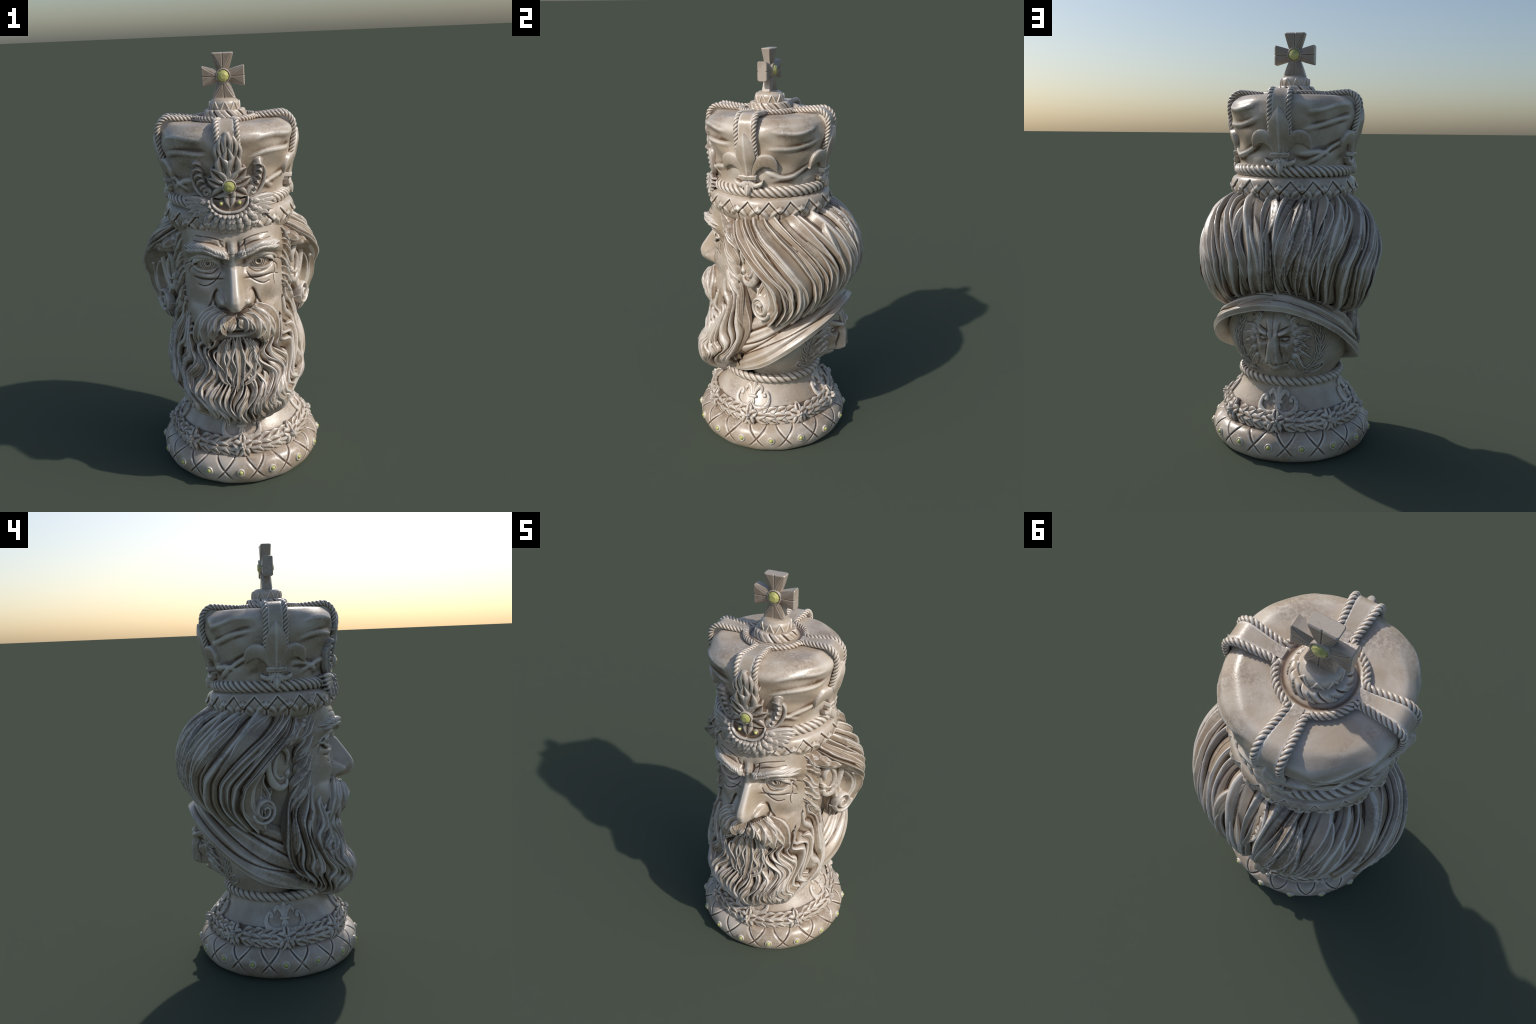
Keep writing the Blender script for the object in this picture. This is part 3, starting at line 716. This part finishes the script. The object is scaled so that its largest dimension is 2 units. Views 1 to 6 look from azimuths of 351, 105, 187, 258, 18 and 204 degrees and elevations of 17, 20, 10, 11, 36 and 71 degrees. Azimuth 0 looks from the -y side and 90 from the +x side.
def beard_cut(i):
    u0 = cb[i]; sp = 2 / nb; p2 = rng.uniform(0, 6); f2 = rng.uniform(9, 15)
    return lambda t: np.clip(u0 + sp * (.85 * np.sin(t * 16 + 5 * abs(u0) + (0 if u0 > 0 else 1.3)) + .30 * np.sin(t * f2 + p2)) * ss(0, .12, t) * (1 - .8 * ss(.62, 1, abs(u0) + 0 * t)), -1.02, 1.02)
fb = [beard_cut(i) for i in range(nb + 1)]
tb = np.linspace(0, 1, 120)
for i in range(nb):
    band_lock(Mbeard, fb[i], fb[i+1], tb, .014 + .009 * rng.random(), .015, 300 + i, nq=15, skew=.45 * (1 if i % 3 else -1),
              edge_l=.05 if i == 0 else None, edge_r=.05 if i == nb - 1 else None, strands=1).obj('beard_lock', HAIRM, beard)
for k in range(54):
    u0 = rng.uniform(-.97, .97); t0 = rng.uniform(.0, .62); t1 = min(.99, t0 + rng.uniform(.25, .42))
    ph = 5 * abs(u0) + (0 if u0 > 0 else 1.3) + rng.uniform(-.4, .4); w_ = rng.uniform(.022, .040); a_ = rng.uniform(.045, .065) * (1 - .7 * float(ss(.6, .95, abs(u0)))); dr = rng.uniform(-.05, .05)
    mid = [(u0 + dr * q + a_ * math.sin(16 * (t0 + (t1 - t0) * q) + ph), t0 + (t1 - t0) * q) for q in np.linspace(0, 1, 10)]
    strip(Mbeard, mid, [0, w_, w_ * 1.15, w_ * .8, 0], [.002, .016, .022, .016, .0], nt=60, nq=13, base=-.014, lean=rng.choice([-1, 1]), ripple=.002).obj('beard_lock', HAIRM, beard)
# tuft below the lip
def Stuft(x, z): return np.stack([x, -np.sqrt(np.maximum(pchip([.46, .50, .56, .62, .68, .73, .76], [.374, .358, .336, .322, .310, .300, .292], z) ** 2 - x ** 2, .01)), z], -1)
Mtuft = offset(Stuft)
for k in range(9):
    f = (k - 4) / 4. + rng.uniform(-.06, .06); x0 = .058 * f; xm = .095 * f; wv = .009 * math.sin(k * 2.4); w_ = rng.uniform(.010, .016)
    strip(Mtuft, [(x0, .738 - .012 * f * f), (x0 + .25 * xm + wv, .690), (x0 * .3 + xm * .75 - wv, .640), (xm + .004 + wv, .590), (xm * .72 - .005 - wv, .540), (xm * .25 - .012, .490 + .03 * abs(f))],
          [.003, w_, w_ * 1.2, w_, w_ * .9, 0], [.004, .010, .018, .016, .014, .0], nt=54, nq=13, base=-.02, lean=(1 if k % 2 else -1), ripple=.0015).obj('beard_lock', HAIRM, beard)

# ================================================================== MOUSTACHE
def Smou(x, z):
    ax = np.abs(x)
    r = pchip([.64, .68, .72, .76, .80, .84, .88, .92], [.330, .342, .350, .356, .354, .338, .310, .286], z)
    r = r - .022 * np.exp(-(ax / .022) ** 2) - .046 * ss(.09, .20, ax)
    return np.stack([x, -np.sqrt(np.maximum(r ** 2 - x ** 2, .01)), z], -1)
Mmou = offset(Smou)
for g_ in (-1, 1):
    so = Soup()
    strip(Mmou, [(g_*-.004, .842), (g_*.06, .838), (g_*.11, .80), (g_*.155, .735), (g_*.168, .675)], [.015, .046, .048, .032, 0], [-.004, -.001, -.001, -.004], nt=44, nq=21, base=-.10, soup=so, prof='flat')
    ob = so.obj('moustache', GROOVE_BROWN, root)
    nm = 11
    for k in range(nm):
        f = k / (nm - 1)
        x0 = .008 + .090 * f; z0 = .845 + .055 * f ** 1.1
        x1 = .026 + .158 * f ** .85 + .006 * math.sin(k * 3.1 + g_); z1 = .790 - .120 * f ** 1.4 + .012 * math.sin(k * 2.3 + g_)
        bx = .014 + .030 * f; wv = .007 * math.sin(k * 1.9 + g_)
        w_ = .0125 + .006 * f + .004 * rng.random()
        strip(Mmou, [(g_*x0, z0), (g_*(x0*.62 + x1*.38 + bx*.6 + wv), z0*.66 + z1*.34 + .006), (g_*(x0*.25 + x1*.75 + bx*.45 - wv), z0*.30 + z1*.70), (g_*(x1 - .006 + .012 * math.cos(k * 2)), z1)],
              [.003, w_, w_*1.15, w_*.85, 0], [.004, .014 + .008 * rng.random(), .024, .018, .0], nt=44, nq=17, base=-.016, lean=.5 * g_ * (1 if k % 3 else -1), ripple=.0008).obj('moustache_lock', HAIRM, ob)

# ================================================================== CROWN
DR_Z = [1.33, 1.37, 1.42, 1.48, 1.54, 1.60, 1.645, 1.672, 1.690]
DR_R = [.253, .260, .265, .273, .284, .294, .299, .293, .274]
def Rdrum(z): return pchip(DR_Z, DR_R, z)
def cloth(A, Z, R):
    m = A / (pi / 2) % 1.0; soft = np.sin(pi * m) ** .5
    w = np.sin(Z * 60 + 3.0 * np.sin(2 * A) + 1.5 * np.sin(5 * A + 1)) * .5 + np.sin(Z * 38 - 4 * np.sin(A * 2 + 1)) * .5
    for (a1, z1, a2, z2) in ((.3, 1.40, 1.3, 1.50), (.25, 1.56, 1.35, 1.60), (.35, 1.64, 1.25, 1.66), (.2, 1.46, .9, 1.43)):
        t_ = (A % (pi / 2) - a1) / (a2 - a1); zz = z1 + (z2 - z1) * t_ + .012 * np.sin(t_ * 5 + np.floor(A / (pi / 2)) * 2)
        w = w + 1.3 * np.exp(-np.abs((Z - zz) / .010) ** 1.5) * ss(0, .25, t_) * ss(1, .75, t_)
    return (.006 * w * ss(1.36, 1.44, Z) + .008 * soft * ss(1.45, 1.6, Z)) * (R > .2) - .003 * (1 - soft)
prof = list(zip(DR_R, DR_Z)) + [(.25, 1.703), (.215, 1.705), (.17, 1.705), (.135, 1.702), (.06, 1.70), (.001, 1.70)]
s = Soup(); s.grid(lathe(prof, 360, disp=cloth, sub=7), wu=True); crown = s.obj('crown', STONE, root)

# padded brow band with folded zig-zag facets
def zig(A, Z, R):
    k = 18; v = np.clip((Z - 1.215) / .115, 0, 1); a = A * k / (2 * pi)
    tri = np.abs((a % 1) - .5) * 2
    d = v - (.38 + .50 * (1 - tri))                      # flat triangles folded down from the top
    up_ = ss(-.03, .03, d); g1 = np.exp(-(d / .04) ** 2)
    saw = np.abs(((a + .5) % 1) - .5) * 2
    low = np.clip(1 - np.abs(v - .30 - .30 * tri) / .16, 0, 1)
    out = ss(1.210, 1.230, Z) * ss(1.338, 1.322, Z)
    return out * (.007 * up_ - .0045 * g1 + .008 * low * ss(0, .4, tri) - .004 * np.exp(-(saw / .10) ** 2) * (1 - up_))
s = Soup(); s.grid(lathe([(.24, 1.206), (.265, 1.211), (.286, 1.229), (.297, 1.256), (.300, 1.284), (.294, 1.312), (.277, 1.331), (.25, 1.337)], 560, disp=zig, sub=9), wu=True)
s.obj('crown_band', STONE, crown)
a = np.linspace(0, 2 * pi, 400, endpoint=False)
_R = rope(pol(np.full(400, .262), a, np.full(400, 1.360)), .0275, .125, 4, .34, nphi=48); _R.core.obj('rope_brown_core', GROOVE_BROWN, crown); _R.obj('crown_rope', STONE, crown)

# four arches: flat strap with a cord on each side
ARCH = [(.125, 1.716), (.18, 1.719), (.235, 1.724), (.268, 1.725), (.291, 1.713), (.308, 1.692), (.314, 1.662), (.312, 1.62), (.301, 1.56), (.287, 1.50), (.279, 1.44), (.273, 1.39)]
q = np.linspace(0, 1, 90); ap = smooth_path(ARCH, q)
tg = np.gradient(ap, axis=0); tg /= np.linalg.norm(tg, axis=1, keepdims=True); nr = np.stack([-tg[:, 1], tg[:, 0]], -1)   # outward normal in (r,z)
hw = .019 + (.033 - .019) * ss(.125, .30, ap[:, 0]) ; hw[50:] = np.maximum(hw[50:], .033)
sec = [(-1, -.03), (-1, .003)] + [(w_, .004) for w_ in np.linspace(-.9, .9, 13)] + [(1, .003), (1, -.03)]
V = []
for w_, h_ in sec:
    rz_ = ap + nr * h_; V.append(np.stack([w_ * hw, -rz_[:, 0], rz_[:, 1]], -1))
s = Soup(); s.grid(np.stack(V, 1), flip=True); st = s.obj('crown_arch', STONE, crown, sharp=40)
repeat_z(st, [k * pi / 2 for k in (1, 2, 3)])
# cord: down one side of an arch, round the centre, down the next arch
out_ = np.stack([hw + .011, -(ap + nr * -.001)[:, 0], (ap + nr * -.001)[:, 1]], -1)
a0 = math.atan2(.030, .133); arc = np.linspace(a0, pi / 2 - a0, 16)[1:-1]
arcp = pol(np.full(14, .138), arc, np.full(14, 1.716))
side1 = out_[4:64][::-1]
m2 = out_[4:64].copy(); side2 = np.stack([-m2[:, 1], m2[:, 0] * -1, m2[:, 2]], -1)   # mirrored about 45 degrees
path = np.vstack([side1, arcp, side2])
nrm3 = np.stack([0 * nr[:, 0], -nr[:, 0], nr[:, 1]], -1)[4:64]; n1 = nrm3[::-1]; n2 = np.stack([-nrm3[:, 1], 0 * nrm3[:, 0], nrm3[:, 2]], -1)
upv = np.vstack([n1, np.tile((0, 0, 1.), (14, 1)), n2])
_R = rope(path, .0132, .054, 3, .40, closed=False, nphi=30, up=upv); c = _R.obj('arch_cord', STONE, crown)
cc = _R.core.obj('rope_brown_core', GROOVE_BROWN, crown); repeat_z(cc, [k * pi / 2 for k in (1, 2, 3)])
repeat_z(c, [k * pi / 2 for k in (1, 2, 3)])
s = Soup(); s.grid(lathe([(.138, 1.66), (.138, 1.716), (.128, 1.717), (.118, 1.713), (.10, 1.714), (.05, 1.72)], 96, sub=4), wu=True); s.obj('crown_centre_plate', STONE, crown)

# orb mount below the cross
def tier(A, Z, R):
    x = (A * 9 / (2 * pi) + (Z - 1.72) * 14) % 1
    return -.010 * np.exp(-((x - .5) / .09) ** 2) * (R > .07) + .006 * (x - .5) * (R > .07)
s = Soup(); s.grid(lathe([(.098, 1.715), (.100, 1.722), (.096, 1.738), (.090, 1.749), (.078, 1.752), (.06, 1.750)], 216, disp=tier, sub=6), wu=True)
s.obj('finial_collar', STONE, crown)
s = Soup(); s.grid(lathe([(.064, 1.745), (.067, 1.752), (.0685, 1.768), (.067, 1.782), (.058, 1.793), (.046, 1.799), (.02, 1.800), (.001, 1.800)], 96, sub=5), wu=True)
fin = s.obj('finial_knob', STONE, root)
Mk = offset(lambda s_, z: pol(pchip([1.74, 1.752, 1.768, 1.782, 1.80], [.062, .066, .0675, .066, .055], z), s_ / .067, z))
st = strip(Mk, [(-.019, 1.748), (-.012, 1.764), (0, 1.784), (.012, 1.764), (.019, 1.748)], [.0035], [.006], nt=28, nq=7, base=-.004).obj('finial_arch', STONE, fin)
repeat_z(st, [k * 2 * pi / 9 for k in range(1, 9)])

# cross pattee
s = Soup()
def arm(direction, L_, wi, wo):
    d = np.array(direction, float); sd = np.array((d[2], 0, -d[0]))
    l = np.r_[0, np.linspace(.028, L_ - .004, 30), L_]; qv = np.linspace(-1, 1, 49)
    ring = []
    for li in l:
        f = max(0, (li - .028) / (L_ - .028)); w = wi + (wo - wi) * f ** .85
        if li < .028: w = wi
        e_ = .93 if li >= L_ - 1e-6 else 1.0
        qf = .98 - .72 * (1 - f)                   # side facets converge on the gem
        y = np.where(np.abs(qv) < qf, .0245, .0245 - (np.abs(qv) - qf) / (1 - qf + 1e-6) * .011 * (1 - .5 * f)) - .0028 * np.exp(-((np.abs(qv) - qf) / .05) ** 2)
        y = y - .0035 * np.exp(-(qv / .04) ** 2); y = y * (1 if li < L_ - 1e-6 else .86)
        front = [(w * e_ * a_, -b_) for a_, b_ in zip(qv, y)]; back = [(w * e_ * a_, b_) for a_, b_ in zip(qv[::-1], y[::-1])]
        ring.append([d * li + sd * a_ + np.array((0, b_, 0)) for a_, b_ in front + back])
    P = np.array(ring) + np.array((0, 0, 1.897)); o = s.grid(P, wv=True); n = P.shape[1]
    s.fan(np.arange(n) + o + (len(l) - 1) * n, d * L_ + np.array((0, 0, 1.897)))
arm((0, 0, 1), .103, .027, .051); arm((0, 0, -1), .101, .027, .054); arm((1, 0, 0), .097, .027, .047); arm((-1, 0, 0), .097, .027, .047)
cross = s.obj('cross', CROSSM, root, sharp=28)
for g_ in (-1, 1):
    g, b = cabochon((0, g_ * .0225, 1.897), (0, g_, 0), .027, .016, facets=10)
    g.obj('gem', GEM, cross, sharp=20); b.obj('gem_setting', CROSSM, cross)

# fleur-de-lis on three sides
Mdr = offset(lambda s_, z: pol(pchip([1.30, 1.34, 1.37, 1.40] + DR_Z[3:], [.285, .285, .283, .274] + DR_R[3:], z), s_ / .31, z))
Mfl = offset(lambda s_, z: pol(pchip([1.30, 1.34, 1.37, 1.40, 1.48, 1.56, 1.62, 1.67], [.281, .281, .279, .272, .280, .297, .309, .312], z), s_ / .31, z))
def fleur():
    so = Soup(); kw = dict(M=Mfl, soup=so, base=-.03, edge=.68)
    strip(mid=[(0, 1.43), (0, 1.53), (0, 1.650)], width=[.020, .023, .034, .048, .045, .026, 0], height=[.026, .028, .034, .033, .024], nt=50, nq=19, prof='roof', **kw)
    for g_ in (-1, 1):
        strip(mid=[(g_*.020, 1.440), (g_*.040, 1.487), (g_*.078, 1.518), (g_*.120, 1.510), (g_*.152, 1.462)], width=[.012, .019, .027, .030, .022, 0],
              height=[.014, .018, .022, .020, .012], nt=50, nq=17, prof='dome', **kw)
        strip(mid=[(g_*.012, 1.418), (g_*.034, 1.396), (g_*.060, 1.400), (g_*.080, 1.424)], width=[.008, .013, .012, 0], height=[.018, .024, .024, .016], nt=28, nq=11, **kw)
        strip(mid=[(g_*.006, 1.424), (g_*.018, 1.396), (g_*.032, 1.374)], width=[.007, .013, 0], height=[.020, .024, .016], nt=18, nq=11, **kw)
    strip(mid=[(0, 1.415), (0, 1.385), (0, 1.343)], width=[.007, .018, .015, 0], height=[.026, .030, .024], nt=24, nq=13, prof='roof', **kw)
    strip(mid=[(-.046, 1.438), (0, 1.436), (.046, 1.438)], width=[.010, .013, .012, .013, .010], height=[.026, .028, .026], nt=28, nq=13, prof='flat', **kw)
    return so
f_ = fleur().obj('fleur_de_lis', STONE, crown); f_.rotation_euler = (0, 0, pi / 2)
repeat_z(f_, [pi, -pi / 2])

# front ornament
orn = empty('crown_ornament', root)
def petal(mid, width, height, name='ornament_petal', **k):
    k = dict(dict(nt=26, nq=13, prof='leaf', rib=.004, base=-.02, edge=.55), **k)
    return strip(Mfl, mid, [w * 1.5 for w in width], [.8 * h_ for h_ in height], **k).obj(name, DARK, orn)
strip(Mfl, [(0, 1.36), (0, 1.50), (0, 1.64)], [.05, .055, .045, .035, .02], [.012, .018, .016, .012], nt=40, nq=15, base=-.02, prof='flat').obj('ornament_plate', GROOVE_BROWN, orn)
petal([(0, 1.59), (0, 1.64), (0, 1.684)], [.010, .016, .015, .007], [.026, .034, .040, .030], 'acanthus_lobe', prof='dome', rib=.006)
for g_ in (-1, 1):
    petal([(g_*.016, 1.575), (g_*.026, 1.625), (g_*.022, 1.668)], [.008, .012, .012, .005], [.024, .032, .036, .022], 'acanthus_lobe', prof='dome', rib=.006)
    petal([(g_*.028, 1.55), (g_*.042, 1.60), (g_*.044, 1.640)], [.008, .013, .012, .004], [.022, .030, .034, .020], 'acanthus_lobe', prof='dome', rib=.006)
    petal([(g_*.030, 1.49), (g_*.036, 1.55), (g_*.050, 1.600), (g_*.064, 1.598)], [.008, .010, .012, .009, .002], [.020, .026, .028, .016], 'acanthus_lobe', prof='dome', rib=.005)
    petal([(g_*.004, 1.47), (g_*.022, 1.535), (g_*.034, 1.592)], [.010, .021, .022, 0], [.038, .044, .046, .034])
    petal([(g_*.012, 1.465), (g_*.044, 1.50), (g_*.078, 1.534)], [.008, .020, .018, 0], [.040, .046, .046, .038])
    petal([(g_*.016, 1.455), (g_*.055, 1.466), (g_*.098, 1.488)], [.006, .015, .014, 0], [.042, .046, .044, .036])
    petal([(g_*.010, 1.440), (g_*.045, 1.420), (g_*.086, 1.398)], [.008, .020, .018, 0], [.040, .042, .040, .030])
    # acanthus scroll
    petal([(g_*.080, 1.390), (g_*.125, 1.405), (g_*.158, 1.450), (g_*.166, 1.500), (g_*.150, 1.540)], [.006, .012, .016, .016, .005], [.016, .028, .034, .032, .018], 'acanthus_scroll', prof='dome', nt=44, lean=-.3*g_)
    for k, (zz, xx) in enumerate(((1.535, .150), (1.508, .152), (1.480, .148), (1.455, .138), (1.430, .126))):
        petal([(g_*(xx + .012), zz - .008), (g_*(xx - .008), zz + .014), (g_*(xx - .034 + .004*k), zz + .002)], [.006, .013, .010, 0], [.028, .042, .038, .016], 'acanthus_lobe', prof='dome', rib=0, lean=.3)
    q_ = np.linspace(0, 1, 9); an = -.5 * pi + q_ * 2.6 * pi; ra = .022 * (1 - q_ * .75)
    petal([(g_*(.110 - ra_ * math.cos(a_)), 1.418 + ra_ * math.sin(a_)) for a_, ra_ in zip(an, ra)], [.006, .008, .007, .004], [.020, .028, .034], 'acanthus_volute', prof='dome', rib=0, nt=44, nq=9)
petal([(0, 1.47), (0, 1.55), (0, 1.628)], [.010, .020, .018, 0], [.034, .038, .040, .032])
petal([(0, 1.445), (0, 1.40), (0, 1.350)], [.008, .021, .018, 0], [.042, .046, .044, .036])
g, b = cabochon(pol(np.float64(.280 + .038), 0., 1.449), (0, -1, 0), .0245, .014, facets=10)
g.obj('gem', GEM, orn, sharp=20); b.obj('gem_setting', DARK, orn)
# wings under the ornament
Mw = offset(lambda s_, z: pol(pchip([1.22, 1.25, 1.28, 1.31, 1.34, 1.38, 1.42], [.288, .296, .302, .303, .300, .294, .286], z), s_ / .31, z))
for g_ in (-1, 1):
    strip(Mw, [(g_*.0, 1.352), (g_*.05, 1.352), (g_*.10, 1.364), (g_*.15, 1.366), (g_*.20, 1.365)], [.03, .035, .030, .022, .006], [.004, .004, .004, .0], nt=34, nq=11, base=-.02, prof='flat').obj('wing', GROOVE_BROWN, orn)
    arcw = np.array([(.004, 1.318), (.038, 1.322), (.066, 1.337), (.084, 1.360), (.088, 1.384)])
    G = np.array((g_, 1.0))
    strip(Mw, (arcw + (-.004, .014)) * G, [.006, .008, .008, .005], [.018, .024, .024, .012], nt=34, nq=11, base=-.01).obj('wing_bow', DARK, orn)
    for row, (o0, L_, hh, w_, m) in enumerate(((.048, .032, .004, .0165, 7), (.025, .034, .012, .0155, 6), (.004, .030, .020, .0135, 6), (-.005, .015, .027, .0105, 7))):
        tq = np.linspace(.02, .96, m); roots = smooth_path(arcw, tq)
        for i in range(m):
            an = math.radians(-88 + 84 * tq[i] ** 1.2)
            d_ = np.array((math.cos(an), math.sin(an))); p0 = roots[i] + d_ * o0
            L2 = L_ * (1 + .35 * tq[i] * (row < 3))
            strip(Mw, [p0 * G, (p0 + d_ * L2 * .5) * G, (p0 + d_ * L2) * G], [w_ * .8, w_, w_ * .98, w_ * .5], [hh * .5, hh + .002, hh + .004], nt=14, nq=11, prof='dome', base=-.006, edge=.55).obj('wing_feather' if row < 3 else 'wing_bead', DARK, orn)
    for k in range(5):
        z0 = 1.384 - .014 * k; x1 = .228 - .006 * k * k * .5
        strip(Mw, [(g_*.095, z0 - .004), (g_*.155, z0 + .004 - .002*k), (g_*x1, z0 + .004 - .006*k)], [.008, .014, .013, .003], [.016, .018 - .002*k, .014], nt=20, nq=9, rib=.0025, base=-.012).obj('wing_feather', DARK, orn)
    g, b = cabochon(pol(np.float64(.300), g_ * .132, 1.373), pol(np.float64(1.), g_ * .132, 0.), .0095, .013, facets=8)
    g.obj('gem', GEM, orn); b.obj('gem_setting', DARK, orn)
